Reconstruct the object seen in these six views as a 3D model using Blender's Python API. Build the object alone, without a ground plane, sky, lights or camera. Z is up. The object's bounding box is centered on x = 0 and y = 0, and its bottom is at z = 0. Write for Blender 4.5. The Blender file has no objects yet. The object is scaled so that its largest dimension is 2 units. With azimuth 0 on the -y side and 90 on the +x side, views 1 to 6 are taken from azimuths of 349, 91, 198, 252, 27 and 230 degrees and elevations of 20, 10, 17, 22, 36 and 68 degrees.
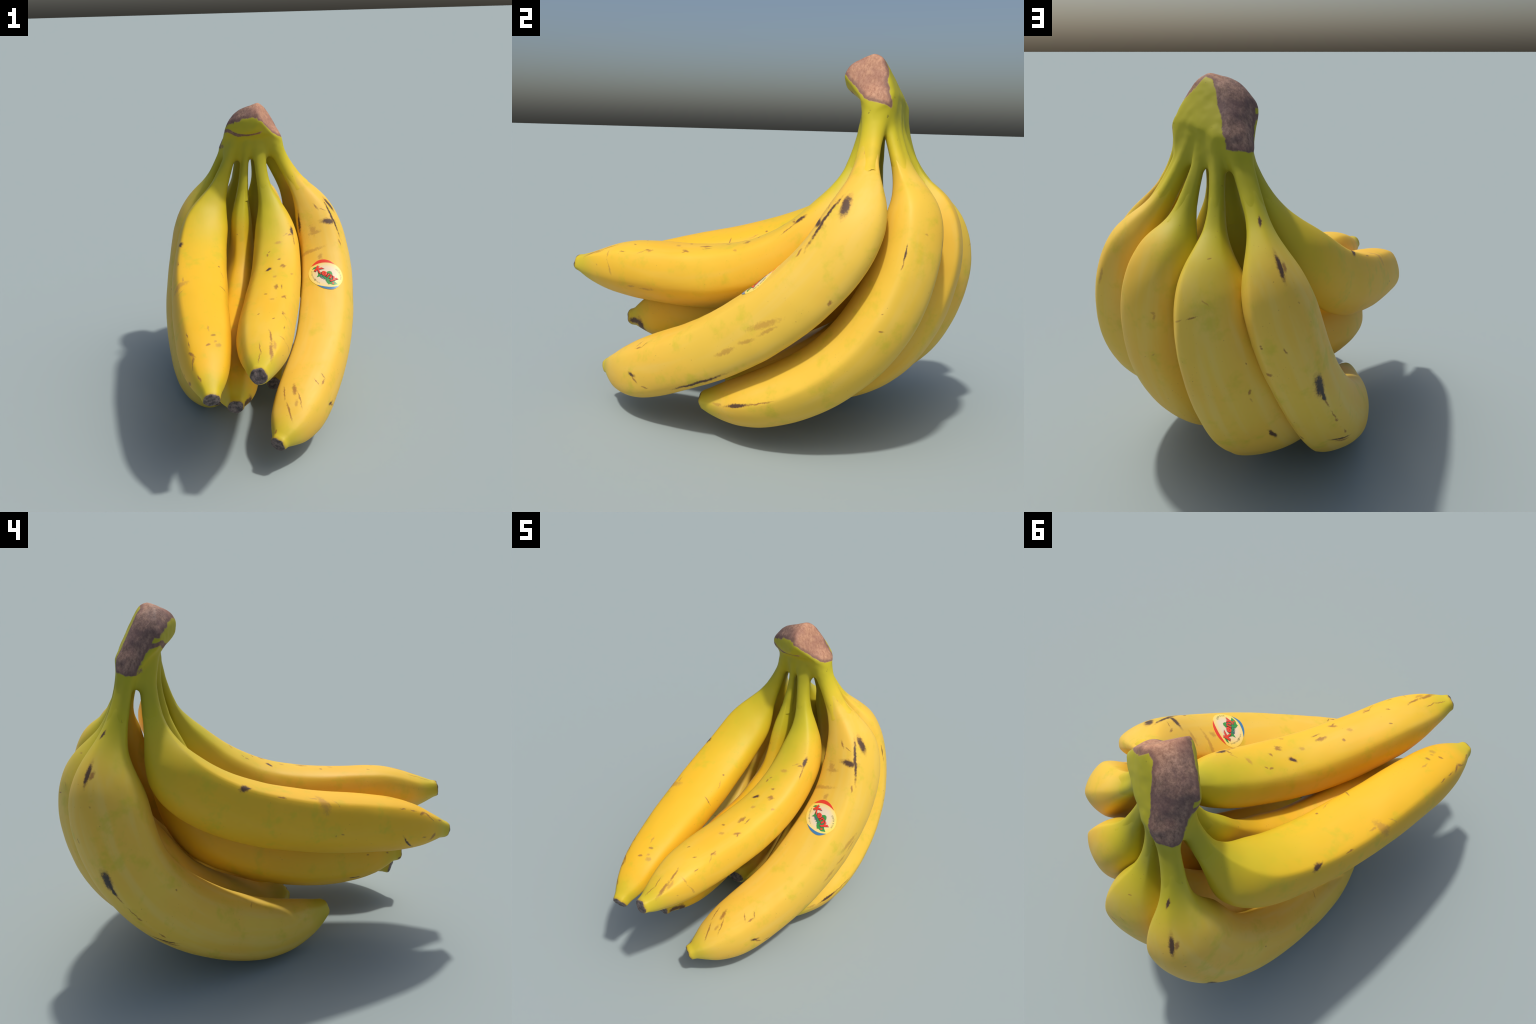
# A hand of eight ripe bananas hanging from one cut crown, with a fruit sticker.
import bpy, bmesh, math
import numpy as np
from mathutils import Vector, Matrix, noise as mnoise
from mathutils.bvhtree import BVHTree

LIFT = 0.0            # raises the whole hand so its lowest skin touches z = 0
SHIFT = (0.0, 0.0)

# ---------------------------------------------------------------- the fruit
# spine: control points of a cubic B-spline from crown to tip (metres)
# girth: control radii of the section along the same spline
# oval_*/tri_*: two- and three-lobed departure of the section from a circle
# ridge: angle of one of the five long edges of the peel, degrees round the spine
# marks: (place along spine 0-1, angle, half length, half width, slant, kind)
BANANAS = {
    # left front banana
    "A": dict(
        spine=[(-0.089, 0.516, 1.51), (-0.164, 0.527, 1.317), (-0.252, 0.501, 1.151), (-0.332, 0.439, 0.991), (-0.391, 0.21, 0.853), (-0.431, -0.087, 0.758), (-0.458, -0.408, 0.694), (-0.472, -0.7, 0.643), (-0.474, -0.91, 0.567)],
        girth=[0.037, 0.033, 0.051, 0.133, 0.15, 0.154, 0.158, 0.154, 0.146, 0.122, 0.035],
        oval_cos=[0.006, -0.003, 0.01, -0.008, 0.008, -0.001], oval_sin=[-0.002, -0.009, -0.008, -0.005, -0.006, -0.009],
        tri_cos=[-0.002, 0.007, 0.017, 0.013, 0.006, 0.006], tri_sin=[-0.001, -0.003, 0.004, 0.008, 0.003, 0.001],
        ridge=-122,
        marks=[
            (0.908, -166, 0.016, 0.0084, 58, "b"), (0.921, -168, 0.012, 0.0056, 45, "f"), (0.929, -172, 0.02, 0.0119, 61, "f"), (0.929, -160, 0.015, 0.007, 54, "b"),
            (0.891, -162, 0.025, 0.0042, 0, "f"), (0.941, -114, 0.029, 0.0071, -31, "b"), (0.979, -122, 0.02, 0.0057, -8, "b"), (0.711, -132, 0.067, 0.0203, 65, "f"),
            (0.636, 168, 0.036, 0.0021, -16, "f"), (0.707, 158, 0.035, 0.0027, -76, "b"), (0.715, -120, 0.025, 0.0068, 22, "f"), (0.494, -122, 0.025, 0.005, -24, "d"),
            (0.594, -128, 0.02, 0.0034, 0, "b"), (0.72, -124, 0.023, 0.0063, 34, "f"), (0.686, -144, 0.026, 0.0052, 5, "f"), (0.745, -136, 0.027, 0.002, 50, "f"),
            (0.967, -64, 0.03, 0.0096, -52, "b"), (0.921, -38, 0.051, 0.0044, 40, "d"), (0.95, -130, 0.019, 0.0082, 14, "b"), (0.95, -64, 0.016, 0.0031, 1, "b"),
            (0.766, -64, 0.011, 0.0035, 3, "b"), (0.749, -60, 0.005, 0.0029, -90, "b"), (0.975, -6, 0.018, 0.0032, -7, "d"), (0.958, -100, 0.027, 0.0032, 23, "b"),
            (0.9, -118, 0.02, 0.0037, -6, "b"), (0.921, -116, 0.022, 0.0037, -5, "b"), (0.49, -124, 0.02, 0.011, -47, "d"), (0.594, 176, 0.007, 0.0057, -90, "b"),
            (0.598, -126, 0.018, 0.0049, 0, "b"), (0.222, 10, 0.041, 0.0123, 0, "f"),
        ]),
    # inner banana
    "B": dict(
        spine=[(-0.027, 0.485, 1.498), (-0.049, 0.486, 1.234), (-0.077, 0.439, 1.01), (-0.086, 0.389, 0.79), (-0.128, 0.277, 0.607), (-0.203, 0.039, 0.5), (-0.271, -0.273, 0.447), (-0.301, -0.561, 0.42), (-0.333, -0.725, 0.394)],
        girth=[0.03, 0.022, 0.088, 0.1, 0.126, 0.156, 0.145, 0.171, 0.172, 0.127, 0.032],
        oval_cos=[0.007, 0.019, 0.033, 0.027, 0.021, 0.007], oval_sin=[-0.01, 0.01, 0.002, -0.002, 0.002, -0.005],
        tri_cos=[-0.001, 0.001, -0.001, -0.002, -0.004, -0.005], tri_sin=[0.005, 0.002, -0.001, 0, 0.002, -0.002],
        ridge=0,
        marks=[
            (0.987, 94, 0.037, 0.0147, -1, "d"), (0.975, 64, 0.04, 0.0161, 79, "d"), (0.222, -168, 0.005, 0.0038, 90, "b"), (1, -64, 0.011, 0.0047, -36, "d"),
            (0.904, -50, 0.029, 0.0039, 8, "d"), (0.925, -106, 0.008, 0.0052, 2, "b"), (0.971, -108, 0.009, 0.004, 3, "b"), (0.054, -160, 0.043, 0.0046, -7, "f"),
        ]),
    # centre front banana
    "C": dict(
        spine=[(0.057, 0.455, 1.493), (0.053, 0.412, 1.311), (0.103, 0.367, 1.138), (0.123, 0.245, 0.929), (0.041, -0.027, 0.735), (-0.081, -0.361, 0.679), (-0.171, -0.663, 0.708), (-0.218, -0.869, 0.687), (-0.256, -0.981, 0.702)],
        girth=[0.035, 0.03, 0.038, 0.127, 0.141, 0.155, 0.161, 0.155, 0.148, 0.083, 0.04],
        oval_cos=[-0.004, 0.003, -0.003, 0.001, 0.006, 0.001], oval_sin=[0.008, 0.001, 0.004, -0.005, -0.001, -0.004],
        tri_cos=[0, 0.002, 0.004, 0.004, 0, 0.013], tri_sin=[0.001, 0, -0.004, -0.003, -0.01, 0],
        ridge=128,
        marks=[
            (0.519, 172, 0.019, 0.0079, 63, "b"), (0.494, 156, 0.02, 0.0079, 26, "b"), (0.556, 164, 0.015, 0.0106, 44, "f"), (0.619, 160, 0.031, 0.0091, 1, "b"),
            (0.674, 168, 0.013, 0.0056, 43, "b"), (0.703, 160, 0.021, 0.0103, 62, "f"), (0.665, 148, 0.025, 0.0076, 29, "b"), (0.519, 140, 0.015, 0.0071, 49, "f"),
            (0.77, 140, 0.018, 0.0101, -28, "f"), (0.791, 132, 0.028, 0.003, -40, "f"), (0.824, 154, 0.012, 0.0033, 38, "b"), (0.808, 170, 0.012, 0.0034, 37, "b"),
            (0.519, 172, 0.019, 0.0086, 44, "d"), (0.49, 158, 0.02, 0.0086, 26, "b"), (0.46, 162, 0.013, 0.0065, 44, "b"), (0.444, 176, 0.013, 0.0051, 0, "b"),
            (0.427, 174, 0.012, 0.0043, 44, "b"), (0.381, 164, 0.022, 0.0101, 68, "f"), (0.318, 134, 0.03, 0.0087, 3, "d"), (0.339, 146, 0.018, 0.0058, 65, "b"),
            (0.36, 128, 0.047, 0.0036, -4, "b"), (0.339, 154, 0.023, 0.0036, 56, "f"), (0.9, 156, 0.045, 0.0053, -10, "b"), (0.946, 154, 0.062, 0.0086, -12, "b"),
            (0.883, 158, 0.027, 0.0027, -12, "f"), (0.941, 170, 0.036, 0.003, -9, "b"), (0.971, 172, 0.034, 0.0026, 3, "b"), (0.925, 150, 0.031, 0.0086, -18, "f"),
            (0.845, 126, 0.018, 0.004, 0, "b"), (0.887, 116, 0.026, 0.0023, 81, "f"), (0.879, 82, 0.032, 0.003, 74, "f"), (0.921, 86, 0.005, 0.0046, -90, "f"),
            (0.845, 128, 0.018, 0.0031, 0, "b"), (0.669, 146, 0.015, 0.0046, -29, "b"), (0.611, 154, 0.028, 0.0039, 1, "b"), (0.774, 142, 0.022, 0.004, 0, "b"),
            (0.816, 44, 0.022, 0.0061, -12, "f"), (0.77, 44, 0.043, 0.0087, -6, "f"), (0.879, 86, 0.049, 0.0024, 70, "f"), (0.067, -136, 0.031, 0.0044, -2, "f"),
        ]),
    # labelled banana
    "D": dict(
        spine=[(0.142, 0.481, 1.529), (0.228, 0.436, 1.338), (0.345, 0.402, 1.188), (0.442, 0.354, 0.978), (0.44, 0.132, 0.71), (0.314, -0.214, 0.467), (0.149, -0.49, 0.321), (0.011, -0.655, 0.23), (-0.129, -0.799, 0.186)],
        girth=[0.064, 0.036, 0.044, 0.138, 0.152, 0.153, 0.155, 0.139, 0.145, 0.125, 0.035],
        oval_cos=[0, 0.018, 0.033, 0.042, 0.04, 0.004], oval_sin=[-0.009, 0.011, 0.001, 0.018, 0.012, 0.01],
        tri_cos=[-0.001, 0.002, 0.01, 0.002, 0.001, 0.006], tri_sin=[-0.002, 0.001, -0.012, -0.024, -0.013, -0.005],
        ridge=102,
        marks=[
            (0.31, 92, 0.113, 0.0065, 3, "d"), (0.259, 74, 0.05, 0.0152, -6, "d"), (0.326, 122, 0.043, 0.0136, -77, "d"), (0.238, 130, 0.028, 0.005, -6, "b"),
            (0.264, 122, 0.025, 0.0029, -48, "b"), (0.351, 146, 0.038, 0.0181, -5, "f"), (0.364, 144, 0.043, 0.0123, 86, "f"), (0.28, -164, 0.059, 0.0081, 5, "d"),
            (0.418, 92, 0.024, 0.0057, -8, "b"), (0.921, 152, 0.045, 0.0036, -24, "b"), (0.954, 140, 0.059, 0.0051, -43, "b"), (0.904, 142, 0.037, 0.0108, -29, "b"),
            (0.933, 136, 0.022, 0.0087, -19, "f"), (0.921, 134, 0.053, 0.0036, -40, "b"), (0.87, 62, 0.021, 0.0072, 33, "d"), (0.849, 114, 0.025, 0.005, 0, "b"),
            (0.833, 118, 0.018, 0.0025, -58, "b"), (0.439, 26, 0.014, 0.0074, -1, "b"), (0.711, 18, 0.121, 0.006, 2, "d"), (0.866, 56, 0.022, 0.0058, 59, "b"),
            (0.845, 44, 0.023, 0.0045, 22, "b"), (0.544, 56, 0.08, 0.0138, 13, "f"), (0.544, 50, 0.048, 0.0072, 6, "f"), (0.628, 52, 0.055, 0.0097, 4, "f"),
            (0.586, 52, 0.044, 0.0084, 12, "f"), (0.858, 124, 0.028, 0.0033, -60, "b"), (0.992, 174, 0.012, 0.0065, 7, "b"), (0.046, 64, 0.014, 0.0043, 8, "f"),
            (0.084, 78, 0.011, 0.0044, -4, "f"), (0.464, 142, 0.024, 0.0145, 17, "f"), (0.439, 152, 0.094, 0.0109, 78, "f"),
        ]),
    # right back banana
    "F1": dict(
        spine=[(0.106, 0.532, 1.5), (0.205, 0.574, 1.286), (0.302, 0.624, 1.162), (0.382, 0.631, 1.013), (0.433, 0.579, 0.774), (0.452, 0.438, 0.515), (0.429, 0.207, 0.313), (0.371, -0.055, 0.2), (0.259, -0.26, 0.177)],
        girth=[0.05, 0.036, 0.053, 0.118, 0.132, 0.143, 0.155, 0.145, 0.143, 0.111, 0.046],
        oval_cos=[-0.008, -0.002, 0.004, 0.001, -0.004, 0.01], oval_sin=[-0.002, -0.004, 0.002, 0.004, 0, -0.004],
        tri_cos=[0.001, 0.001, 0.001, -0.005, -0.009, -0.002], tri_sin=[-0.004, -0.004, -0.001, -0.001, -0.004, -0.001],
        ridge=80,
        marks=[
            (0.368, -6, 0.043, 0.0066, 5, "f"), (0.937, 92, 0.059, 0.0065, 2, "d"), (0.9, 92, 0.073, 0.0023, 4, "b"), (0.971, 90, 0.036, 0.0061, 6, "f"),
            (0.41, 84, 0.033, 0.0029, -2, "d"), (0.444, 84, 0.021, 0.0026, -2, "b"), (0.603, 54, 0.011, 0.0046, 64, "b"), (0.749, -10, 0.049, 0.0028, -28, "b"),
            (0.569, 84, 0.004, 0.0029, 90, "b"), (0.347, 46, 0.009, 0.0041, -90, "f"),
        ]),
    # middle back banana
    "F2": dict(
        spine=[(0.034, 0.571, 1.499), (0.078, 0.637, 1.303), (0.092, 0.689, 1.173), (0.126, 0.744, 1.081), (0.163, 0.782, 0.943), (0.18, 0.743, 0.72), (0.161, 0.613, 0.431), (0.098, 0.325, 0.216), (-0.012, -0.169, 0.171)],
        girth=[0.025, 0.027, 0.04, 0.093, 0.121, 0.134, 0.143, 0.159, 0.172, 0.117, 0.046],
        oval_cos=[0, 0, 0.001, -0.003, -0.002, 0.006], oval_sin=[-0.004, 0.004, 0.013, 0.009, 0.001, -0.002],
        tri_cos=[-0.002, -0.002, -0.004, -0.007, -0.005, -0.001], tri_sin=[0.002, 0.003, 0.004, 0.003, 0, -0.002],
        ridge=-29,
        marks=[
            (0.527, -26, 0.01, 0.0055, -67, "f"), (0.54, -28, 0.017, 0.0039, 11, "f"), (0.649, -18, 0.009, 0.0029, 63, "f"),
        ]),
    # back banana
    "F3": dict(
        spine=[(-0.028, 0.598, 1.498), (-0.05, 0.66, 1.281), (-0.068, 0.753, 1.128), (-0.078, 0.821, 0.968), (-0.127, 0.798, 0.709), (-0.207, 0.659, 0.445), (-0.227, 0.435, 0.248), (-0.215, 0.165, 0.185), (-0.181, -0.123, 0.171)],
        girth=[0.041, 0.03, 0.034, 0.117, 0.171, 0.197, 0.222, 0.203, 0.186, 0.141, 0.064],
        oval_cos=[0.001, 0.002, 0.016, 0.023, -0.002, -0.048], oval_sin=[-0.005, 0.001, 0.013, 0.021, 0.016, 0.014],
        tri_cos=[0, -0.002, -0.003, -0.009, -0.012, 0], tri_sin=[-0.002, 0, 0.006, 0.015, 0.019, 0.031],
        ridge=-50,
        marks=[
            (0.669, -28, 0.037, 0.007, -2, "d"), (0.54, -32, 0.013, 0.0054, 32, "b"), (0.556, -30, 0.011, 0.0033, 0, "f"), (0.226, -22, 0.009, 0.0036, 67, "b"),
            (0.36, -10, 0.024, 0.0023, 81, "b"), (0.331, -20, 0.016, 0.002, -43, "f"), (0.364, 4, 0.019, 0.0015, 65, "f"), (0.481, -40, 0.005, 0.0026, -1, "b"),
        ]),
    # left back banana
    "F4": dict(
        spine=[(-0.1, 0.601, 1.504), (-0.19, 0.665, 1.309), (-0.27, 0.749, 1.16), (-0.324, 0.787, 0.978), (-0.394, 0.762, 0.717), (-0.455, 0.619, 0.454), (-0.46, 0.322, 0.232), (-0.446, -0.008, 0.121), (-0.376, -0.271, 0.178)],
        girth=[0.039, 0.038, 0.041, 0.125, 0.167, 0.157, 0.154, 0.162, 0.159, 0.134, 0.047],
        oval_cos=[-0.009, 0.012, 0.025, 0.022, 0.009, 0.012], oval_sin=[0.002, 0.004, 0.01, 0.008, 0.013, 0],
        tri_cos=[0.003, 0, -0.004, -0.004, -0.002, 0.002], tri_sin=[0.005, -0.003, 0.002, 0.004, 0.002, -0.001],
        ridge=-43,
        marks=[
            (0.251, -52, 0.048, 0.0085, 8, "d"), (0.255, -62, 0.025, 0.0091, 17, "b"), (0.531, -40, 0.048, 0.0165, 8, "k"), (0.556, -38, 0.03, 0.007, 6, "k"),
            (0.577, -36, 0.03, 0.0038, -8, "b"), (0.623, -38, 0.045, 0.0034, -1, "b"), (0.699, -36, 0.023, 0.0042, 8, "b"), (0.711, -22, 0.055, 0.0054, -36, "d"),
            (0.469, 18, 0.016, 0.0067, -90, "b"), (0.427, -12, 0.015, 0.0035, -22, "b"), (0.406, 12, 0.007, 0.0035, 90, "b"), (0.41, 10, 0.007, 0.0023, -43, "b"),
            (0.653, 24, 0.022, 0.0041, -11, "b"), (0.695, 20, 0.028, 0.003, -6, "b"), (0.13, -30, 0.021, 0.0054, 13, "d"), (0.858, -144, 0.021, 0.0036, -75, "f"),
            (0.64, -38, 0.013, 0.0057, -19, "b"), (0.724, -22, 0.048, 0.0092, -30, "b"), (0.653, -100, 0.006, 0.005, -1, "b"), (0.343, -62, 0.006, 0.0048, -1, "f"),
        ]),
}


def spline_basis(count, t, degree=3):
    knots = np.r_[np.zeros(degree), np.linspace(0, 1, count - degree + 1), np.ones(degree)]
    t = np.clip(np.asarray(t, float), 0, 1 - 1e-9)
    b = [((t >= knots[i]) & (t < knots[i + 1])).astype(float) for i in range(len(knots) - 1)]
    for p in range(1, degree + 1):
        nxt = []
        for i in range(len(knots) - 1 - p):
            v = np.zeros_like(t)
            lo, hi = knots[i + p] - knots[i], knots[i + p + 1] - knots[i + 1]
            if lo > 0:
                v = v + (t - knots[i]) / lo * b[i]
            if hi > 0:
                v = v + (knots[i + p + 1] - t) / hi * b[i + 1]
            nxt.append(v)
        b = nxt
    return np.stack(b, -1)


def smoothstep(a, b, x):
    t = np.clip((x - a) / (b - a), 0, 1)
    return t * t * (3 - 2 * t)


class Fruit:
    """Spine, moving frame and cross-section of one banana."""

    FINE = 900

    def __init__(self, spec):
        self.spec = spec
        t = np.linspace(0, 1, self.FINE)
        q = np.array(spec["spine"], float)
        self.c = spline_basis(len(q), t) @ q
        self.tan = np.gradient(self.c, axis=0)
        self.tan /= np.linalg.norm(self.tan, axis=1)[:, None]
        # the frame must be the one in which the sections were shaped: the plane of the arc
        s = spline_basis(len(q), np.linspace(0, 1, 240)) @ q
        w = np.linalg.svd(s - s.mean(0))[2][2]
        self.w = w if w[0] > 0 else -w
        b = self.w - (self.tan @ self.w)[:, None] * self.tan
        self.b = b / np.linalg.norm(b, axis=1)[:, None]
        self.n = np.cross(self.b, self.tan)
        self.s = np.r_[0, np.cumsum(np.linalg.norm(np.diff(self.c, axis=0), axis=1))]
        self.length = self.s[-1]
        g = np.array(spec["girth"], float)
        r = spline_basis(len(g), t) @ g
        left = self.length - self.s
        blunt = 0.044 + 0.22 * left
        self.r = np.where(left < 0.12, np.maximum(r, np.minimum(blunt, 0.060)), r)
        self.r = np.minimum(self.r, 0.050 + 0.42 * np.sqrt(np.maximum(left, 0)))
        k = np.ones(9) / 9
        self.r[20:-20] = np.convolve(self.r, k, "same")[20:-20]
        lobes = np.array([spec["oval_cos"], spec["oval_sin"], spec["tri_cos"], spec["tri_sin"]], float).T
        self.lobes = spline_basis(len(lobes), t) @ lobes
        self.t = t

    def at(self, s, arr):
        x = np.interp(s, self.s, np.arange(self.FINE))
        i = np.clip(x.astype(int), 0, self.FINE - 2)
        f = (x - i)[..., None] if arr.ndim > 1 else x - i
        return arr[i] * (1 - f) + arr[i + 1] * f

    def support(self, s, th, ridges=True):
        """Support function of the section at length s and its slope in th."""
        r, lo = self.at(s, self.r), self.at(s, self.lobes)
        fade = smoothstep(0.0, 0.14, self.length - s)
        h = r + fade * (lo[..., 0] * np.cos(2 * th) + lo[..., 1] * np.sin(2 * th) + lo[..., 2] * np.cos(3 * th) + lo[..., 3] * np.sin(3 * th))
        d = fade * (-2 * lo[..., 0] * np.sin(2 * th) + 2 * lo[..., 1] * np.cos(2 * th) - 3 * lo[..., 2] * np.sin(3 * th) + 3 * lo[..., 3] * np.cos(3 * th))
        if ridges:
            a = RIDGE * r
            ph = 5 * (th - math.radians(self.spec["ridge"]))
            h, d = h + a * np.cos(ph), d - 5 * a * np.sin(ph)
        return h, d

    def reach(self, s, phi):
        """Distance from the spine to the skin in direction phi: the section is the
        (slightly rounded) common part of all half-planes given by the support function."""
        s, phi = np.broadcast_arrays(np.asarray(s, float), np.asarray(phi, float))
        grid = np.linspace(0, 2 * np.pi, 144, endpoint=False)
        out = np.empty(s.size)
        flat_s, flat_p = s.ravel(), phi.ravel()
        power = 240.0
        level = (np.cos(np.linspace(-np.pi / 2, np.pi / 2, 73)) ** power).sum()
        for part in np.array_split(np.arange(s.size), max(1, s.size // 20000)):
            h, _ = self.support(flat_s[part][:, None], grid[None])
            c = np.clip(np.cos(grid[None] - flat_p[part][:, None]), 1e-3, 1)
            ratio = c / h
            top = ratio.max(1, keepdims=True)
            out[part] = 1 / (top[:, 0] * (((ratio / top) ** power).sum(1) / level) ** (1 / power))
        return out.reshape(s.shape)

    def skin(self, s, th, ridges=True, inset=0.0):
        s, th = np.broadcast_arrays(np.asarray(s, float), np.asarray(th, float))
        h, d = self.support(s, th, ridges)
        n, b = self.at(s, self.n), self.at(s, self.b)
        cs, sn = np.cos(th)[..., None], np.sin(th)[..., None]
        out = cs * n + sn * b
        phi = th + np.arctan2(d, h)
        cp, sp = np.cos(phi)[..., None], np.sin(phi)[..., None]
        return self.at(s, self.c) + (self.reach(s, phi) - inset)[..., None] * (cp * n + sp * b), out


RIDGE = 0.031
FRUITS = {name: Fruit(spec) for name, spec in BANANAS.items()}
ORIGIN = Vector((SHIFT[0], SHIFT[1], LIFT))


def mesh_object(name, verts, faces, material, smooth=True):
    me = bpy.data.meshes.new(name)
    me.from_pydata([tuple(v) for v in verts], [], faces)
    me.validate()
    if smooth:
        me.polygons.foreach_set("use_smooth", [True] * len(me.polygons))
    if material:
        me.materials.append(material)
    ob = bpy.data.objects.new(name, me)
    bpy.context.scene.collection.objects.link(ob)
    return ob


# ------------------------------------------------------------- node helpers
class Nodes:
    def __init__(self, name):
        self.mat = bpy.data.materials.new(name)
        self.mat.use_nodes = True
        self.tree = self.mat.node_tree
        self.tree.nodes.clear()

    def add(self, kind, ins=(), **props):
        n = self.tree.nodes.new(kind)
        for k, v in props.items():
            setattr(n, k, v)
        for key, v in (ins.items() if isinstance(ins, dict) else enumerate(ins)):
            if v is None:
                continue
            if isinstance(v, bpy.types.NodeSocket):
                self.tree.links.new(v, n.inputs[key])
            else:
                n.inputs[key].default_value = v
        return n

    def m(self, op, *a, clamp=False):
        return self.add("ShaderNodeMath", a, operation=op, use_clamp=clamp).outputs[0]

    def v(self, op, *a):
        n = self.add("ShaderNodeVectorMath", a, operation=op)
        return n.outputs["Value"] if op in ("LENGTH", "DISTANCE", "DOT_PRODUCT") else n.outputs[0]

    def step(self, x, a, b):
        return self.add("ShaderNodeMapRange", {"Value": x, "From Min": a, "From Max": b}, interpolation_type="SMOOTHSTEP").outputs[0]

    def mix(self, f, a, b):
        n = self.add("ShaderNodeMix", data_type="RGBA")
        for key, v in (("Factor_Float", f), ("A_Color", a), ("B_Color", b)):
            s = next(i for i in n.inputs if i.identifier == key)
            if isinstance(v, bpy.types.NodeSocket):
                self.tree.links.new(v, s)
            else:
                s.default_value = v if isinstance(v, float) else (*v, 1.0)
        return next(o for o in n.outputs if o.identifier == "Result_Color")

    def noise(self, vec, scale, detail=2.0, rough=0.5):
        n = self.add("ShaderNodeTexNoise", {"Vector": vec, "Scale": scale, "Detail": detail, "Roughness": rough})
        return n.outputs["Fac"]

    def noise_vec(self, vec, scale, amount):
        n = self.add("ShaderNodeTexNoise", {"Vector": vec, "Scale": scale, "Detail": 3.0})
        c = self.v("SUBTRACT", n.outputs["Color"], (0.5, 0.5, 0.5))
        s = self.add("ShaderNodeVectorMath", {0: c, "Scale": amount}, operation="SCALE").outputs[0]
        return self.v("ADD", vec, s)

    def finish(self, colour, rough=0.5, spec=0.3, bump=None, bump_strength=0.2, distance=0.002, coat=0.0, subsurface=0.0):
        b = self.add("ShaderNodeBsdfPrincipled", {"Base Color": colour if isinstance(colour, bpy.types.NodeSocket) else (*colour, 1.0), "Roughness": rough, "Specular IOR Level": spec, "Coat Weight": coat})
        if bump is not None:
            bn = self.add("ShaderNodeBump", {"Height": bump, "Strength": bump_strength, "Distance": distance})
            self.tree.links.new(bn.outputs[0], b.inputs["Normal"])
        o = self.add("ShaderNodeOutputMaterial")
        self.tree.links.new(b.outputs[0], o.inputs[0])
        return self.mat


# ---------------------------------------------------------------- materials
YELLOW = (0.82, 0.535, 0.036)
PALE = (0.80, 0.60, 0.17)
GOLD = (0.84, 0.475, 0.018)
WARM = (0.85, 0.455, 0.020)
LIME = (0.56, 0.475, 0.020)
STEM_GREEN = (0.40, 0.365, 0.020)
BROWN = (0.34, 0.145, 0.035)
DARK = (0.065, 0.034, 0.028)
BLACK = (0.045, 0.042, 0.045)
CROWN_POINT = (0.02, 0.52, 1.53)


def stem_colours(N, P, base):
    """Green of the stalks fading into the yellow of the peel: far down the front fruit,
    soon over on the side of the labelled one."""
    d = N.v("DISTANCE", P, CROWN_POINT)
    sep = N.add("ShaderNodeSeparateXYZ", [P]).outputs
    d = N.m("ADD", d, N.m("MULTIPLY", N.m("MAXIMUM", N.m("SUBTRACT", sep[0], 0.06), 0.0), 1.3))
    d = N.m("SUBTRACT", d, N.m("MULTIPLY", N.m("MAXIMUM", N.m("SUBTRACT", 0.46, sep[1]), 0.0), 0.42))
    d = N.m("ADD", d, N.m("MULTIPLY", N.m("SUBTRACT", N.noise(P, 3.5, 3.0), 0.5), 0.30))
    c = N.mix(N.step(d, 0.82, 0.36), base, LIME)
    return N.mix(N.step(d, 0.46, 0.14), c, STEM_GREEN)


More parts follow.
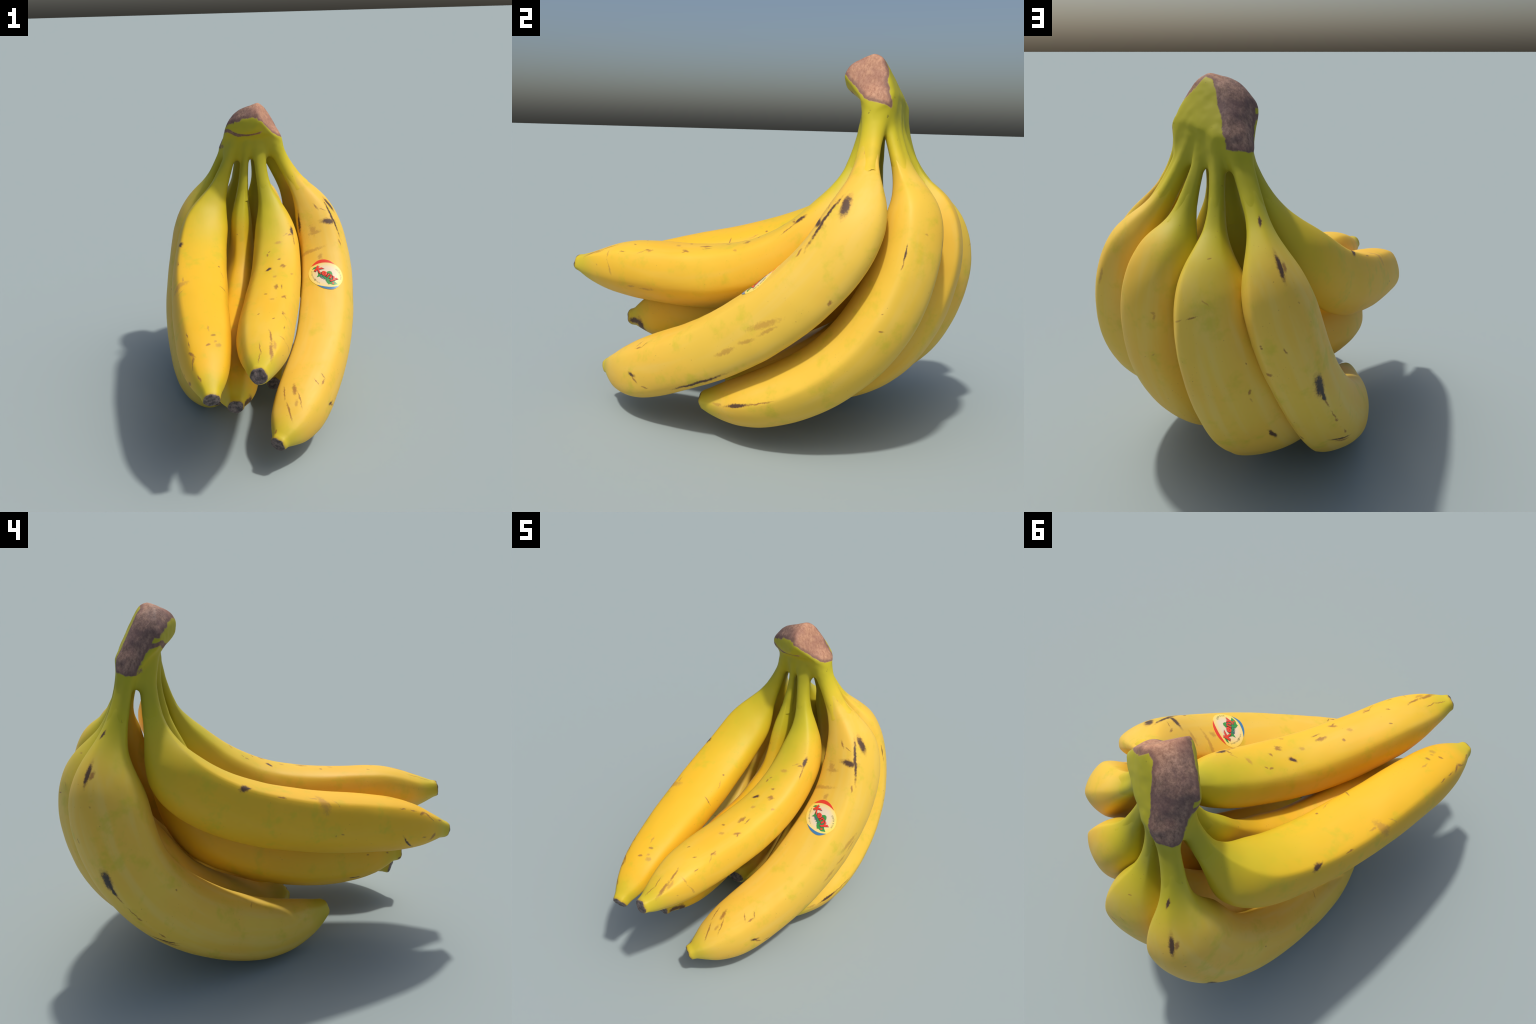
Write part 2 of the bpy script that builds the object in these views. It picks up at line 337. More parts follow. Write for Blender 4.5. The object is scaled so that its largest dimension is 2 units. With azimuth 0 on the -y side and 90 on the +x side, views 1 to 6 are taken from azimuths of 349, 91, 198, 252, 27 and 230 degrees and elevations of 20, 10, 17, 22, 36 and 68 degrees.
def peel(key, fruit, pale, gold):
    N = Nodes("banana_peel_" + key.lower())
    P = N.add("ShaderNodeTexCoord").outputs["Object"]
    # coordinates that follow the bend: angle about the centre of the arc, distance from it, side
    body = fruit.c[(fruit.s > 0.35) & (fruit.s < fruit.length - 0.1)]
    z = Vector(fruit.w)
    mid = body[len(body) // 2]
    x = Vector(mid - (body[0] + body[-1]) / 2)
    x = (x - z * x.dot(z)).normalized()
    y = z.cross(x)
    p2 = np.stack([(body - mid) @ np.array(x), (body - mid) @ np.array(y)], 1)
    sol = np.linalg.lstsq(np.c_[2 * p2, np.ones(len(p2))], (p2 ** 2).sum(1), rcond=None)[0]
    centre = Vector(mid) + x * sol[0] + y * sol[1]
    radius = math.sqrt(sol[2] + sol[0] ** 2 + sol[1] ** 2)
    eul = Matrix((x, y, z)).transposed().to_euler()
    loc = N.add("ShaderNodeMapping", {"Vector": P, "Location": centre, "Rotation": eul}, vector_type="TEXTURE").outputs[0]
    sep = N.add("ShaderNodeSeparateXYZ", [loc]).outputs
    along = N.m("MULTIPLY", N.m("ARCTAN2", sep[1], sep[0]), radius)
    away = N.m("SQRT", N.m("ADD", N.m("MULTIPLY", sep[0], sep[0]), N.m("MULTIPLY", sep[1], sep[1])))
    S = N.add("ShaderNodeCombineXYZ", [along, away, sep[2]]).outputs[0]
    long_fibre = N.v("MULTIPLY", S, (1.0, 9.0, 9.0))

    c = N.mix(N.step(N.noise(P, 2.6, 2.0), 0.35, 0.7), YELLOW, WARM)
    c = N.mix(N.m("MULTIPLY", N.step(N.noise(long_fibre, 2.2, 3.0), 0.42, 0.72), 0.25 + 0.5 * pale), c, PALE)
    c = N.mix(gold, c, GOLD)
    c = N.mix(0.6 * pale, c, PALE)
    c = N.mix(N.m("MULTIPLY", N.step(N.noise(P, 9.0, 4.0, 0.6), 0.52, 0.74), 0.5), c, LIME)
    c = stem_colours(N, P, c)
    tip = Vector(fruit.c[-1])
    dt = N.v("DISTANCE", N.noise_vec(P, 9.0, 0.05), tip)
    c = N.mix(N.m("MULTIPLY", N.step(dt, 0.19, 0.05), 0.75), c, (0.56, 0.47, 0.02))
    # pin-prick freckles
    vor = N.add("ShaderNodeTexVoronoi", {"Vector": N.noise_vec(P, 30.0, 0.01), "Scale": 34.0})
    dot = N.step(vor.outputs["Distance"], 0.11, 0.03)
    keep = N.m("GREATER_THAN", N.add("ShaderNodeSeparateColor", [vor.outputs["Color"]]).outputs[0], 0.62)
    patch = N.step(N.noise(P, 5.0, 2.0), 0.42, 0.62)
    c = N.mix(N.m("MULTIPLY", N.m("MULTIPLY", dot, keep), N.m("MULTIPLY", patch, 0.55)), c, BROWN)
    tiny = N.add("ShaderNodeTexVoronoi", {"Vector": N.noise_vec(P, 60.0, 0.006), "Scale": 85.0})
    tkeep = N.m("GREATER_THAN", N.add("ShaderNodeSeparateColor", [tiny.outputs["Color"]]).outputs[1], 0.55)
    tmask = N.m("MULTIPLY", N.m("MULTIPLY", N.step(tiny.outputs["Distance"], 0.16, 0.05), tkeep), N.step(N.noise(P, 6.5, 2.0), 0.50, 0.66))
    c = N.mix(N.m("MULTIPLY", tmask, 0.5), c, BROWN)
    fibre_fine = N.noise(N.v("MULTIPLY", S, (6.0, 40.0, 40.0)), 2.0, 3.0)
    # bruises, scuffs and scratches
    wob = N.noise_vec(N.noise_vec(P, 22.0, 0.018), 90.0, 0.008)
    for kind, colour, power in (("f", (0.50, 0.25, 0.045), 0.65), ("b", BROWN, 0.85), ("d", DARK, 0.92), ("k", BLACK, 0.95)):
        nearest = None
        for t, deg, hl, hw, tilt, k in fruit.spec["marks"]:
            slant = -tilt
            if k != kind:
                continue
            s = float(np.interp(t, fruit.t, fruit.s))
            (pos,), (out,) = fruit.skin([s], [math.radians(deg)])
            T = Vector(fruit.at(np.array([s]), fruit.tan)[0])
            Z = Vector(out)
            X = (T - Z * T.dot(Z)).normalized()
            Y = Z.cross(X)
            X, Y = X * math.cos(math.radians(slant)) + Y * math.sin(math.radians(slant)), Y * math.cos(math.radians(slant)) - X * math.sin(math.radians(slant))
            e = Matrix((X, Y, Z)).transposed().to_euler()
            l = N.v("LENGTH", N.add("ShaderNodeMapping", {"Vector": wob, "Location": pos, "Rotation": e, "Scale": (hl * 1.0, max(hw, 0.003) * 1.15, 0.05)}, vector_type="TEXTURE").outputs[0])
            nearest = l if nearest is None else N.m("MINIMUM", nearest, l)
        if nearest is None:
            continue
        rag = N.m("ADD", nearest, N.m("MULTIPLY", N.m("SUBTRACT", N.noise(P, 75.0, 5.0, 0.75), 0.5), 1.9 if kind == "f" else 1.5))
        if kind in "dk":
            c = N.mix(N.m("MULTIPLY", N.step(rag, 1.7, 0.7), 0.6), c, BROWN)
        c = N.mix(N.m("MULTIPLY", N.step(rag, 1.25, 0.35 if kind in "fb" else 0.6), power), c, colour)
    # dry flower end
    end = N.v("DISTANCE", N.noise_vec(P, 28.0, 0.02), tip + Vector(fruit.tan[-1]) * 0.034)
    size = fruit.spec.get("scar", 0.047)
    black = N.step(end, size + 0.006, size)
    crust = N.mix(N.step(N.noise(P, 45.0, 4.0, 0.65), 0.35, 0.7), (0.055, 0.043, 0.043), (0.24, 0.175, 0.15))
    c = N.mix(N.m("MULTIPLY", N.step(end, size + 0.016, size), 0.4), c, BROWN)
    c = N.mix(black, c, crust)
    height = N.m("ADD", N.m("MULTIPLY", fibre_fine, 0.5), N.m("MULTIPLY", N.m("MULTIPLY", black, 4.0), N.noise(P, 60.0, 4.0)))
    return N.finish(c, rough=0.52, spec=0.32, bump=height, bump_strength=0.25, distance=0.002)


def crown_material(faces):
    N = Nodes("banana_crown")
    P = N.add("ShaderNodeTexCoord").outputs["Object"]
    W = N.noise_vec(P, 16.0, 0.03)
    W = N.noise_vec(W, 60.0, 0.008)
    c = stem_colours(N, P, YELLOW)
    c = N.mix(N.m("MULTIPLY", N.step(N.noise(P, 6.0, 3.0), 0.45, 0.7), 0.5), c, (0.46, 0.40, 0.03))
    mask = None
    for (point, normal, depth, cuts) in faces:
        n = Vector(normal).normalized()
        f = N.m("SUBTRACT", n.dot(Vector(point)) - depth, N.v("DOT_PRODUCT", P, n))
        for cp, cn in cuts:
            cn = Vector(cn).normalized()
            f = N.m("MAXIMUM", f, N.m("SUBTRACT", N.v("DOT_PRODUCT", W, cn), cn.dot(Vector(cp))))
        mask = f if mask is None else N.m("MINIMUM", mask, f)
    for a, b in zip(SEAM[:-1], SEAM[1:]):
        a, ba = Vector(a), Vector(b) - Vector(a)
        pa = N.v("SUBTRACT", W, a)
        h = N.m("DIVIDE", N.v("DOT_PRODUCT", pa, ba), ba.dot(ba), clamp=True)
        along = N.add("ShaderNodeVectorMath", {0: ba, "Scale": h}, operation="SCALE").outputs[0]
        mask = N.m("MINIMUM", mask, N.m("SUBTRACT", N.v("DISTANCE", pa, along), 0.0105))
    inside = N.step(mask, 0.004, -0.002)
    rim = N.m("MULTIPLY", N.step(mask, -0.024, -0.004), inside)
    fib = N.noise(N.v("MULTIPLY", P, (26.0, 26.0, 12.0)), 3.0, 5.0, 0.7)
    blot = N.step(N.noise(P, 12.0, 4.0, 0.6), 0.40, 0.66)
    side = N.step(N.add("ShaderNodeSeparateXYZ", [P]).outputs[0], -0.04, 0.07)  # cork lightened toward sunlit +x face, darkened on shaded tail: lighting baked into colour
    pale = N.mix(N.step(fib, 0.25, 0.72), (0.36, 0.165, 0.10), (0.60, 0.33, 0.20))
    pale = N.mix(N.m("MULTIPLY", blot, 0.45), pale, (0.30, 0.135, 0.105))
    shade_baked_cork = N.mix(N.step(fib, 0.25, 0.75), (0.15, 0.085, 0.065), (0.40, 0.245, 0.175))
    shade_baked_cork = N.mix(N.m("MULTIPLY", blot, 0.65), shade_baked_cork, (0.12, 0.07, 0.072))
    cork = N.mix(side, shade_baked_cork, pale)
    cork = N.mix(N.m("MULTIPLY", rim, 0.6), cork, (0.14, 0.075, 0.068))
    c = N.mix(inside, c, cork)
    spots = N.step(N.noise(P, 38.0, 2.0), 0.74, 0.80)
    c = N.mix(N.m("MULTIPLY", spots, 0.5), c, DARK)
    h = N.m("ADD", N.m("MULTIPLY", N.m("MULTIPLY", inside, 1.0), fib), N.m("MULTIPLY", inside, -0.8))
    return N.finish(c, rough=0.6, spec=0.25, bump=h, bump_strength=0.5, distance=0.004)


def flat_material(name, colour, rough=0.35):
    N = Nodes(name)
    return N.finish(colour, rough=rough, spec=0.4)


# ------------------------------------------------------------ banana bodies
def lumps(points, seed, amount):
    out = np.empty(len(points))
    off = Vector((seed * 7.3, seed * 3.1, seed * 5.7))
    for i, p in enumerate(points):
        out[i] = mnoise.noise(Vector(p) * 5.0 + off) + 0.4 * mnoise.noise(Vector(p) * 13.0 + off)
    return out * amount


START, FULL, CUT = 0.17, 0.23, 0.32


def build_banana(key, fruit, material, seed):
    rings, around = 180, 96
    u = np.linspace(0, 1, rings)
    s = START + (fruit.length - START) * (u + 0.06 * np.sin(2 * np.pi * u) / (2 * np.pi) * 2)
    th = np.linspace(0, 2 * np.pi, around, endpoint=False)
    inset = 0.004 * (1 - smoothstep(START, FULL, s))[:, None] * np.ones(around)
    S, A = np.broadcast_arrays(s[:, None], th[None])
    out = np.cos(A)[..., None] * fruit.at(S, fruit.n) + np.sin(A)[..., None] * fruit.at(S, fruit.b)
    P = fruit.at(S, fruit.c) + (fruit.reach(S, A) - inset)[..., None] * out
    bump = lumps(P.reshape(-1, 3), seed, 0.0028).reshape(rings, around)
    r = fruit.at(s, fruit.r)[:, None]
    fade = (smoothstep(FULL, FULL + 0.15, s) * smoothstep(0, 0.06, fruit.length - s))[:, None]
    P = P + out * (bump * fade)[..., None]
    verts = list(P.reshape(-1, 3))
    faces = []
    for i in range(rings - 1):
        for j in range(around):
            k = (j + 1) % around
            faces.append((i * around + j, i * around + k, (i + 1) * around + k, (i + 1) * around + j))
    # blunt flower end: rounded rim, then a shallow crumpled disc
    c, T = fruit.c[-1], fruit.tan[-1]
    last = P[-1] - c
    base = (rings - 1) * around
    for scale, push in ((0.96, 0.005), (0.88, 0.010), (0.78, 0.012), (0.60, 0.011), (0.42, 0.009), (0.2, 0.010)):
        ring = c + last * scale + T * push
        for j in range(around):
            v = Vector(ring[j])
            ring[j] += T * 0.004 * mnoise.noise(v * 45.0) + last[j] * 0.05 * mnoise.noise(v * 30.0)
        a0 = len(verts)
        verts += list(ring)
        for j in range(around):
            k = (j + 1) % around
            faces.append((base + j, base + k, a0 + k, a0 + j))
        base = a0
    verts.append(c + T * 0.009)
    for j in range(around):
        faces.append((base + j, base + (j + 1) % around, len(verts) - 1))
    return mesh_object("banana", verts, faces, material)


# ------------------------------------------------------------------- crown
# corner points of the cut head of the stalk, and of the web of flesh under it
HEAD = [(0.056, 0.466, 1.764), (0.042, 0.357, 1.714), (0.041, 0.344, 1.694), (-0.016, 0.370, 1.693), (-0.080, 0.450, 1.720), (-0.030, 0.442, 1.744), (-0.117, 0.428, 1.658),
        (0.052, 0.334, 1.664), (0.026, 0.335, 1.652), (0.008, 0.345, 1.620), (-0.031, 0.382, 1.588), (0.083, 0.384, 1.633), (0.029, 0.396, 1.602), (-0.013, 0.402, 1.580), (-0.075, 0.428, 1.585), (-0.142, 0.446, 1.604),
        (0.089, 0.372, 1.635), (0.115, 0.393, 1.594), (0.150, 0.410, 1.557), (0.197, 0.470, 1.525), (0.198, 0.527, 1.555),
        (0.172, 0.542, 1.605), (0.153, 0.505, 1.66), (0.126, 0.503, 1.703), (0.099, 0.500, 1.736), (-0.015, 0.516, 1.722), (-0.050, 0.556, 1.630), (-0.088, 0.632, 1.558),
        (-0.118, 0.652, 1.490), (-0.170, 0.583, 1.484), (-0.150, 0.529, 1.561), (-0.147, 0.452, 1.641), (-0.105, 0.49, 1.687), (-0.125, 0.565, 1.585),
        (0.05, 0.505, 1.748), (0.06, 0.533, 1.705), (0.05, 0.563, 1.658), (0.04, 0.595, 1.612), (0.03, 0.624, 1.555), (-0.04, 0.640, 1.535)]
WEB = [(0.190, 0.470, 1.525), (0.185, 0.530, 1.53), (0.155, 0.556, 1.405), (0.053, 0.604, 1.40), (-0.038, 0.629, 1.40), (-0.146, 0.636, 1.39), (-0.140, 0.520, 1.395),
       (-0.037, 0.482, 1.400), (0.052, 0.440, 1.41), (0.110, 0.445, 1.462), (0.190, 0.460, 1.445), (0.150, 0.425, 1.50),
       (0.04, 0.620, 1.53), (-0.105, 0.645, 1.48), (-0.165, 0.583, 1.47), (-0.09, 0.445, 1.575), (0.08, 0.415, 1.575), (-0.067, 0.470, 1.47), (0.0, 0.445, 1.47)]


def hull_planes(points):
    bm = bmesh.new()
    for p in points:
        bm.verts.new(p)
    bmesh.ops.convex_hull(bm, input=list(bm.verts))
    bmesh.ops.recalc_face_normals(bm, faces=list(bm.faces))
    mid = Vector(np.mean(points, axis=0))
    planes = []
    for f in bm.faces:
        n = f.normal.copy()
        if n.dot(f.calc_center_median() - mid) < 0:
            n.negate()
        planes.append((*n, n.dot(f.verts[0].co)))
    bm.free()
    return np.array(planes)


def hull_distance(p, planes, k):
    d = p @ planes[:, :3].T - planes[:, 3]
    m = d.max(1)
    return m + k * np.log(np.exp((d - m[:, None]) / k).sum(1)) - 0.5 * k


def blend(a, b, k):
    h = np.clip(0.5 + 0.5 * (b - a) / k, 0, 1)
    return b * (1 - h) + a * h - k * h * (1 - h)


HEAD_PLANES, WEB_PLANES = hull_planes(HEAD), hull_planes(WEB)


def stalk_distance(p, f):
    near = f.s < CUT + 0.02
    idx = np.nonzero(near)[0][::3]
    c = f.c[idx]
    d2 = ((p[:, None] - c[None]) ** 2).sum(-1)
    j = d2.argmin(1)
    i = idx[j]
    w = p - f.c[i]
    al = (w * f.tan[i]).sum(1)
    s = f.s[i] + np.clip(al, -0.012, 0.012)
    w = w - np.clip(al, -0.012, 0.012)[:, None] * f.tan[i]
    dist = np.linalg.norm(w, axis=1)
    th = np.arctan2((w * f.b[i]).sum(1), (w * f.n[i]).sum(1))
    h, _ = f.support(s, th, False)
    h = h - 0.005 * smoothstep(FULL, CUT, s) + 0.006 * smoothstep(0.12, 0.0, s)
    return dist - h


def crown_distance(p):
    d = blend(hull_distance(p, HEAD_PLANES, 0.004) - 0.002, hull_distance(p, WEB_PLANES, 0.008), 0.03)
    for f in FRUITS.values():
        d = blend(d, stalk_distance(p, f), 0.028)
    return d


def surface_net(distance, low, high, step):
    """Polygonise the zero set of a distance function with one vertex per crossed cell."""
    axes = [np.arange(a, b + step, step) for a, b in zip(low, high)]
    shape = tuple(len(a) for a in axes)
    grid = np.stack(np.meshgrid(*axes, indexing="ij"), -1).reshape(-1, 3)
    val = np.concatenate([distance(part) for part in np.array_split(grid, max(1, len(grid) // 40000))]).reshape(shape)
    neg = val < 0
    cells = tuple(n - 1 for n in shape)
    corners = [(i, j, k) for i in (0, 1) for j in (0, 1) for k in (0, 1)]

    def corner(a, c):
        return a[c[0]:c[0] + cells[0], c[1]:c[1] + cells[1], c[2]:c[2] + cells[2]]

    count = sum(corner(neg, c).astype(int) for c in corners)
    live = (count > 0) & (count < 8)
    index = -np.ones(cells, int)
    index[live] = np.arange(live.sum())
    total, weight = np.zeros((live.sum(), 3)), np.zeros(live.sum())
    for a in corners:
        for ax in range(3):
            if a[ax]:
                continue
            b = tuple(1 if q == ax else a[q] for q in range(3))
            va, vb = corner(val, a)[live], corner(val, b)[live]
            cross = (va < 0) != (vb < 0)
            t = np.where(cross, va / np.where(va == vb, 1, va - vb), 0)
            pt = np.tile(np.array(a, float), (len(va), 1))
            pt[:, ax] += t
            total += pt * cross[:, None]
            weight += cross
    cell = np.argwhere(live)
    verts = (cell + total / weight[:, None]) * step + np.array(low)
    faces = []
    for ax in range(3):
        u, w = (ax + 1) % 3, (ax + 2) % 3
        lo = np.take(neg, range(shape[ax] - 1), ax)
        hi = np.take(neg, range(1, shape[ax]), ax)
        for e in np.argwhere(lo != hi):
            if e[u] < 1 or e[w] < 1 or e[u] >= cells[u] or e[w] >= cells[w] or e[ax] >= cells[ax]:
                continue
            quad = []
            for du, dw in ((-1, -1), (0, -1), (0, 0), (-1, 0)):
                q = e.copy()
                q[u] += du
                q[w] += dw
                quad.append(int(index[tuple(q)]))
            if not lo[tuple(e)]:
                quad.reverse()
            faces.append(tuple(quad))
    return verts, faces


def build_crown(material):
    low, high = (-0.34, 0.28, 1.16), (0.36, 0.80, 1.80)
    step = 0.0075
    verts, faces = surface_net(crown_distance, low, high, step)
    for _ in range(2):
        e = 0.002
        d = crown_distance(verts)
        g = np.stack([crown_distance(verts + np.eye(3)[a] * e) - d for a in range(3)], 1) / e
        verts = verts - np.clip(d / np.maximum((g * g).sum(1), 0.3), -step, step)[:, None] * g
    out = np.array([mnoise.noise(Vector(v) * 14.0) + 0.5 * mnoise.noise(Vector(v) * 34.0) for v in verts])
    g /= np.maximum(np.linalg.norm(g, axis=1), 1e-6)[:, None]
    top = smoothstep(1.40, 1.5, verts[:, 2])
    verts = verts + g * (out * 0.0025 * top)[:, None]
    return mesh_object("crown", verts, faces, material)


# cut and corky faces of the head: (point, outward normal, depth, [(point, outward normal) limits])
CORK = [
    ((0.120, 0.452, 1.641), (0.820, -0.351, 0.453), 0.018, [((0.17, 0.45, 1.545), (0.15, -0.35, -1.0)), ((0.114, 0.394, 1.600), (-0.35, -0.55, -0.75)), ((0.193, 0.527, 1.561), (0.3, 1.0, 0.25))]),
    ((-0.017, 0.440, 1.735), (-0.323, -0.066, 0.944), 0.060, [((-0.015, 0.516, 1.722), (0.35, 0.9, -0.1)), ((-0.016, 0.370, 1.690), (-0.41, -0.86, -0.30))]),
    ((-0.116, 0.564, 1.570), (-0.649, 0.511, 0.563), 0.034, [((-0.130, 0.600, 1.482), (0.1, 0.0, -1.0)), ((-0.154, 0.520, 1.566), (-0.75, -0.57, -0.22)), ((-0.038, 0.59, 1.60), (0.75, 0.55, 0.0))]),
]
# thin brown seam under the oval cut at the front of the head
SEAM = [(0.100, 0.375, 1.640), (0.083, 0.384, 1.633), (0.029, 0.396, 1.603), (-0.013, 0.403, 1.582), (-0.075, 0.430, 1.586), (-0.142, 0.448, 1.604), (-0.150, 0.500, 1.590)]


# ------------------------------------------------------------------ sticker
class Label:
    """Flat drawing pressed on the peel: x to the right, y up towards the crown."""

    def __init__(self, banana, middle, facing, up):
        me = banana.data
        self.tree = BVHTree.FromPolygons([v.co for v in me.vertices], [p.vertices for p in me.polygons])
        self.z = Vector(facing).normalized()
        self.y = (Vector(up) - self.z * self.z.dot(Vector(up))).normalized()
        self.x = self.y.cross(self.z)
        self.p = Vector(middle)

    def wrap(self, xy, lift):
        out = []
        for x, y in xy:
            start = self.p + self.x * x + self.y * y + self.z * 0.15
            hit, normal, _, _ = self.tree.ray_cast(start, -self.z)
            if hit is None:
                hit, normal = start - self.z * 0.16, self.z
            n = (normal + self.z).normalized()
            out.append(np.array(hit + n * lift))
        return np.array(out)

    def build(self, name, bm, lift, material, thick=0.0008):
        for _ in range(6):
            long_edges = [e for e in bm.edges if e.calc_length() > 0.009]
            if not long_edges:
                break
            bmesh.ops.subdivide_edges(bm, edges=long_edges, cuts=1)
            bmesh.ops.triangulate(bm, faces=list(bm.faces))
        bmesh.ops.recalc_face_normals(bm, faces=list(bm.faces))
        bm.verts.ensure_lookup_table()
        xy = [(v.co.x, v.co.y) for v in bm.verts]
        P = self.wrap(xy, lift)
        for v, p in zip(bm.verts, P):
            v.co = p
        # skirt: give the paper its thickness
        rim = [e for e in bm.edges if e.is_boundary]
        low = {}
        for e in rim:
            for v in e.verts:
                if v not in low:
                    low[v] = None
        keys = list(low)
        Q = self.wrap([xy[v.index] for v in keys], lift - thick)
        for v, q in zip(keys, Q):
            low[v] = bm.verts.new(q)
        for e in rim:
            a, b = e.verts
            bm.faces.new((a, b, low[b], low[a]))
        bmesh.ops.recalc_face_normals(bm, faces=list(bm.faces))
        me = bpy.data.meshes.new(name)
        bm.to_mesh(me)
        bm.free()
        me.materials.append(material)
        ob = bpy.data.objects.new(name, me)
        bpy.context.scene.collection.objects.link(ob)
        # faces must look outwards
        out = self.wrap([(0, 0)], 1.0)[0] - self.wrap([(0, 0)], 0.0)[0]
        big = max(me.polygons, key=lambda p: p.area)
        if big.normal.dot(Vector(out)) < 0:
            me.flip_normals()
        return ob


def outline(points):
    bm = bmesh.new()
    vs = [bm.verts.new((x, y, 0)) for x, y in points]
    es = [bm.edges.new((vs[i], vs[(i + 1) % len(vs)])) for i in range(len(vs))]
    bmesh.ops.triangle_fill(bm, edges=es, use_beauty=True)
    return bm


def ellipse(cx, cy, rx, ry, a0=0, a1=360, n=48):
    return [(cx + rx * math.cos(math.radians(a0 + (a1 - a0) * i / n)), cy + ry * math.sin(math.radians(a0 + (a1 - a0) * i / n))) for i in range(n + (a1 - a0 < 360))]


def lettering(text, size, bold=0.0, width=None):
    cu = bpy.data.curves.new("letters", "FONT")
    cu.body, cu.size, cu.offset, cu.resolution_u = text, size, bold, 3
    ob = bpy.data.objects.new("letters", cu)
    bpy.context.scene.collection.objects.link(ob)
    bpy.context.view_layer.update()
    me = bpy.data.meshes.new_from_object(ob.evaluated_get(bpy.context.evaluated_depsgraph_get()))
    bpy.data.objects.remove(ob)
    bpy.data.curves.remove(cu)
    bm = bmesh.new()
    bm.from_mesh(me)
    bpy.data.meshes.remove(me)
    bmesh.ops.remove_doubles(bm, verts=list(bm.verts), dist=1e-6)
    if width:
        xs = [v.co.x for v in bm.verts]
        lo, k = min(xs), width / (max(xs) - min(xs))
        for v in bm.verts:
            v.co.x = (v.co.x - lo) * k
    return bm


def place(bm, x, y, deg):
    c, s = math.cos(math.radians(deg)), math.sin(math.radians(deg))
    for v in bm.verts:
        v.co = Vector((x + v.co.x * c - v.co.y * s, y + v.co.x * s + v.co.y * c, 0))
    return bm


def join(parts):
    whole = bmesh.new()
    for bm in parts:
        me = bpy.data.meshes.new("part")
        bm.to_mesh(me)
        bm.free()
        whole.from_mesh(me)
        bpy.data.meshes.remove(me)
    return whole


def path_text(text, a, b, c, size):
    """Letters set along a bend from a to c, pulled towards b."""
    a, b, c = Vector(a), Vector(b), Vector(c)
    parts = []
    for i, ch in enumerate(text):
        if ch == " ":
            continue
        t = i / (len(text) - 1)
        p = a * (1 - t) ** 2 + b * (2 * t * (1 - t)) + c * t * t
        d = (b - a) * (1 - t) + (c - b) * t
        bm = lettering(ch, size)
        w = max(v.co.x for v in bm.verts)
        for v in bm.verts:
            v.co.x -= w / 2
        parts.append(place(bm, p.x, p.y, math.degrees(math.atan2(d.y, d.x))))
    return join(parts)


def smooth_loop(points, per=6):
    """Closed Catmull-Rom curve through the points."""
    n, out = len(points), []
    for i in range(n):
        p0, p1, p2, p3 = (np.array(points[(i + k) % n], float) for k in (-1, 0, 1, 2))
        for j in range(per):
            t = j / per
            out.append(tuple(0.5 * (2 * p1 + (p2 - p0) * t + (2 * p0 - 5 * p1 + 4 * p2 - p3) * t * t + (3 * p1 - p0 - 3 * p2 + p3) * t ** 3)))
    return out


def sticker_paper():
    """Cream middle, yellow towards the rim, worked out from distance to the middle."""
    N = Nodes("sticker_paper")
    P = N.add("ShaderNodeTexCoord").outputs["Object"]
    mid = LABEL.wrap([(0.0, 0.0)], 0.0)[0]
    d = N.v("DISTANCE", N.noise_vec(P, 14.0, 0.012), Vector(mid))
    c = N.mix(N.step(d, 0.045, 0.105), (0.80, 0.66, 0.47), (0.93, 0.70, 0.12))
    return N.finish(c, rough=0.4, spec=0.35)


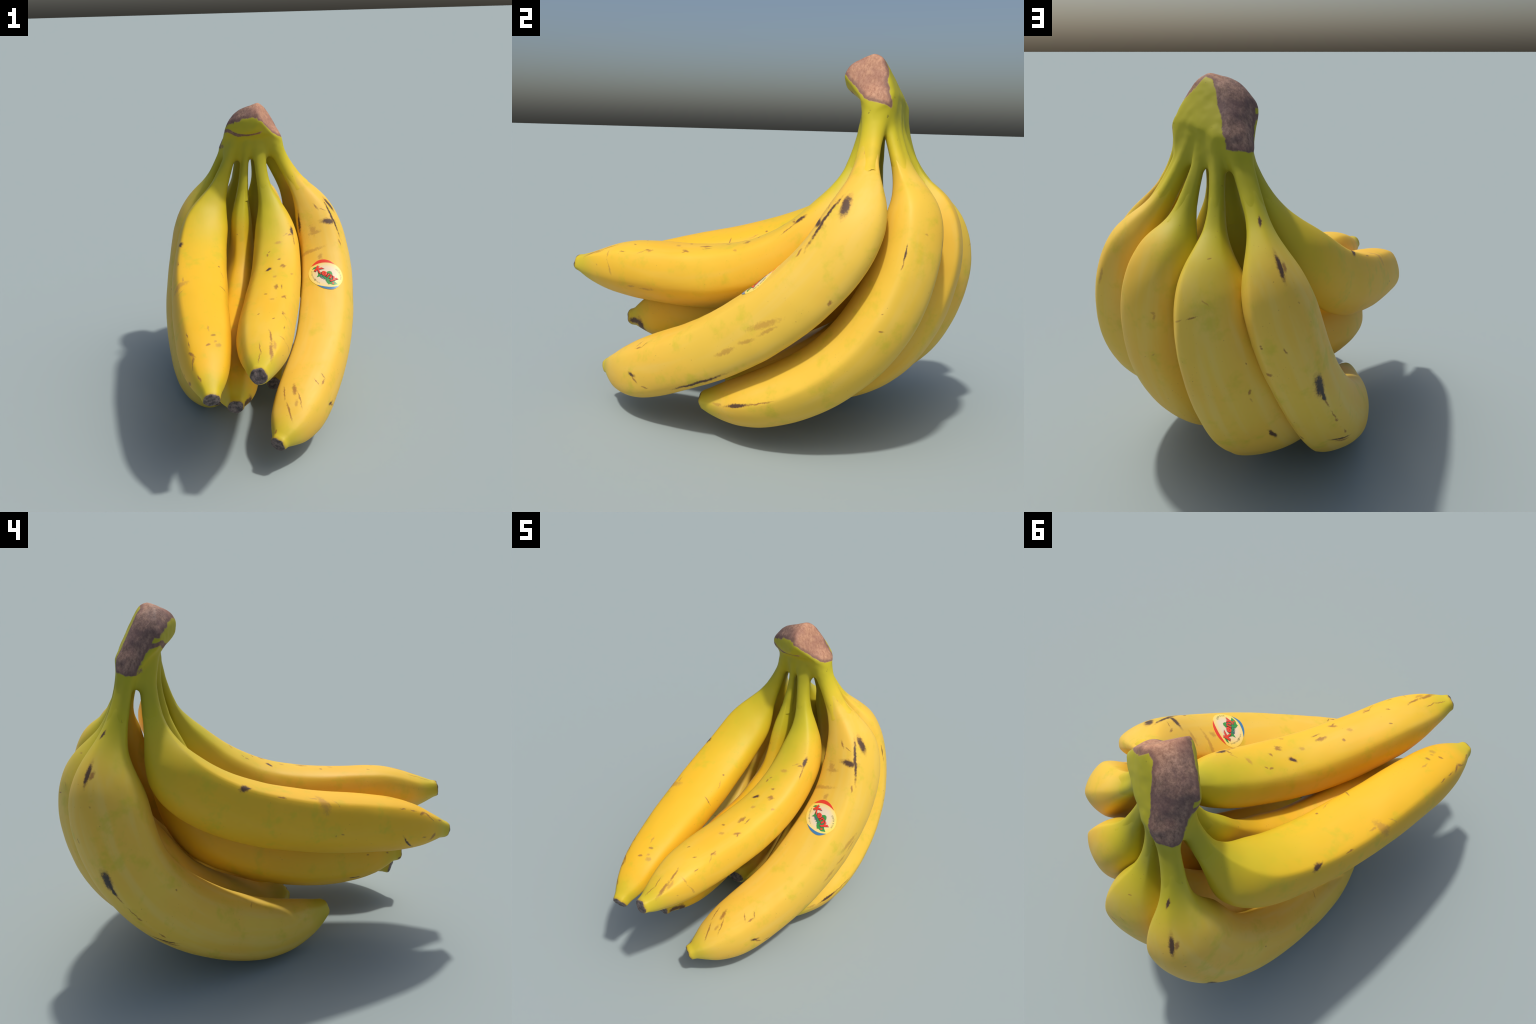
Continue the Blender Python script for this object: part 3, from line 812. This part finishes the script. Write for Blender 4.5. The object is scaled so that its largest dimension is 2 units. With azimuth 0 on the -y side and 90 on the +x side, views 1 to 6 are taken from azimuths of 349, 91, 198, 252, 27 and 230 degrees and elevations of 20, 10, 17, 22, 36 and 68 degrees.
def build_sticker(banana):
    global LABEL
    LABEL = Label(banana, (0.3597, -0.0105, 0.7791), (-0.1557, -0.6055, 0.7805), (0.2063, 0.7527, 0.6252))
    red_rim = [(0.054, 0.071), (0.020, 0.094), (-0.018, 0.102), (-0.055, 0.092), (-0.090, 0.057)]
    blue_rim = [(-0.058, -0.070), (-0.020, -0.094), (0.021, -0.103), (0.050, -0.097), (0.079, -0.070)]
    loop = [(0.102, -0.011), (0.096, 0.020), (0.080, 0.048), *red_rim, (-0.106, 0.018), (-0.101, -0.018), (-0.085, -0.046), *blue_rim, (0.096, -0.040)]
    paper = LABEL.build("sticker", outline(smooth_loop(loop)), 0.0014, sticker_paper(), 0.0014)
    red, blue = flat_material("sticker_red", (0.80, 0.055, 0.025)), flat_material("sticker_blue", (0.055, 0.20, 0.40))
    green, ink = flat_material("sticker_green", (0.045, 0.30, 0.06)), flat_material("sticker_ink", (0.17, 0.18, 0.09))
    navy = flat_material("sticker_navy", (0.035, 0.13, 0.19))

    def band(rim, inner):
        fine = smooth_loop(loop)
        k = 6 * loop.index(rim[0])
        outer = [(x * 1.003, y * 1.003) for x, y in fine[k:k + 6 * (len(rim) - 1) + 1]]
        return outline(outer + inner)

    parts = [
        LABEL.build("red_band", band(red_rim, [(-0.076, 0.064), (-0.060, 0.071), (-0.042, 0.077), (-0.022, 0.081), (-0.004, 0.082), (0.016, 0.081), (0.036, 0.077)]), 0.0022, red),
        LABEL.build("blue_band", band(blue_rim, [(0.064, -0.077), (0.048, -0.083), (0.030, -0.086), (0.012, -0.086), (-0.008, -0.084), (-0.028, -0.080), (-0.044, -0.075)]), 0.0022, blue),
    ]
    leaf = [(-0.085, 0.037), (-0.074, 0.050), (-0.058, 0.055), (-0.044, 0.048), (-0.052, 0.036), (-0.068, 0.040)]
    hill = [(-0.050, 0.014), (-0.048, -0.002), (-0.057, -0.019), (-0.040, -0.014), (-0.022, -0.022), (-0.012, -0.034), (-0.006, -0.034), (0.002, -0.054), (0.015, -0.071), (0.022, -0.066), (0.044, -0.072), (0.070, -0.063),
            (0.054, -0.050), (0.042, -0.032), (0.037, -0.012), (0.038, 0.005), (0.032, 0.019), (0.019, 0.024), (0.006, 0.018), (-0.012, 0.006), (-0.030, 0.016)]
    parts.append(LABEL.build("green_leaf", join([outline(leaf), outline(hill)]), 0.0022, green))
    parts.append(LABEL.build("red_lettering_edge", place(lettering("Keny", 0.056, 0.0032, 0.156), -0.0735, 0.0275, -31), 0.0028, navy))
    parts.append(LABEL.build("red_lettering", place(lettering("Keny", 0.056, 0.0020, 0.153), -0.072, 0.0275, -31), 0.0036, red))
    parts.append(LABEL.build("red_dot", outline(ellipse(0.041, -0.059, 0.006, 0.006, n=16)), 0.0028, red))
    parts.append(LABEL.build("number_lettering", place(lettering("4011", 0.024, 0.0006, 0.050), -0.043, -0.017, -33), 0.0028, navy))
    parts.append(LABEL.build("country_lettering", path_text("COSTA RICA", (0.058, 0.034), (0.086, 0.016), (0.083, -0.024), 0.0125), 0.0020, ink))
    parts.append(LABEL.build("address_lettering", path_text("tropical@fruit", (-0.090, 0.023), (-0.086, -0.034), (-0.042, -0.062), 0.0125), 0.0020, ink))
    for ob in parts:
        ob.parent = paper
    paper.parent = banana
    return paper


# ----------------------------------------------------------------- assemble
hand = bpy.data.objects.new("banana_bunch", None)
bpy.context.scene.collection.objects.link(hand)
hand["label"] = "hand of eight ripe yellow bananas with green stalks and fruit sticker"
hand["category"] = "banana bunch"

PALENESS = {"D": 0.40, "F1": 0.30, "F2": 0.30, "F3": 0.45, "F4": 0.45, "C": 0.12}
GOLDEN = {"A": 0.85, "B": 0.7, "C": 0.6, "D": 0.5, "F1": 0.45, "F2": 0.35, "F3": 0.2, "F4": 0.2}
bananas = {}
for number, (key, fruit) in enumerate(FRUITS.items()):
    ob = build_banana(key, fruit, peel(key, fruit, PALENESS.get(key, 0.0), GOLDEN.get(key, 0.0)), number + 1)
    ob.parent = hand
    bananas[key] = ob
for _ in range(4):
    q = np.array(SEAM)
    d = crown_distance(q)
    g = np.stack([crown_distance(q + np.eye(3)[a] * 0.003) - d for a in range(3)], 1) / 0.003
    SEAM = [tuple(p) for p in q - (d / np.maximum((g * g).sum(1), 0.3))[:, None] * g]
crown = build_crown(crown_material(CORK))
crown.parent = hand
build_sticker(bananas["D"])
hand.location = ORIGIN
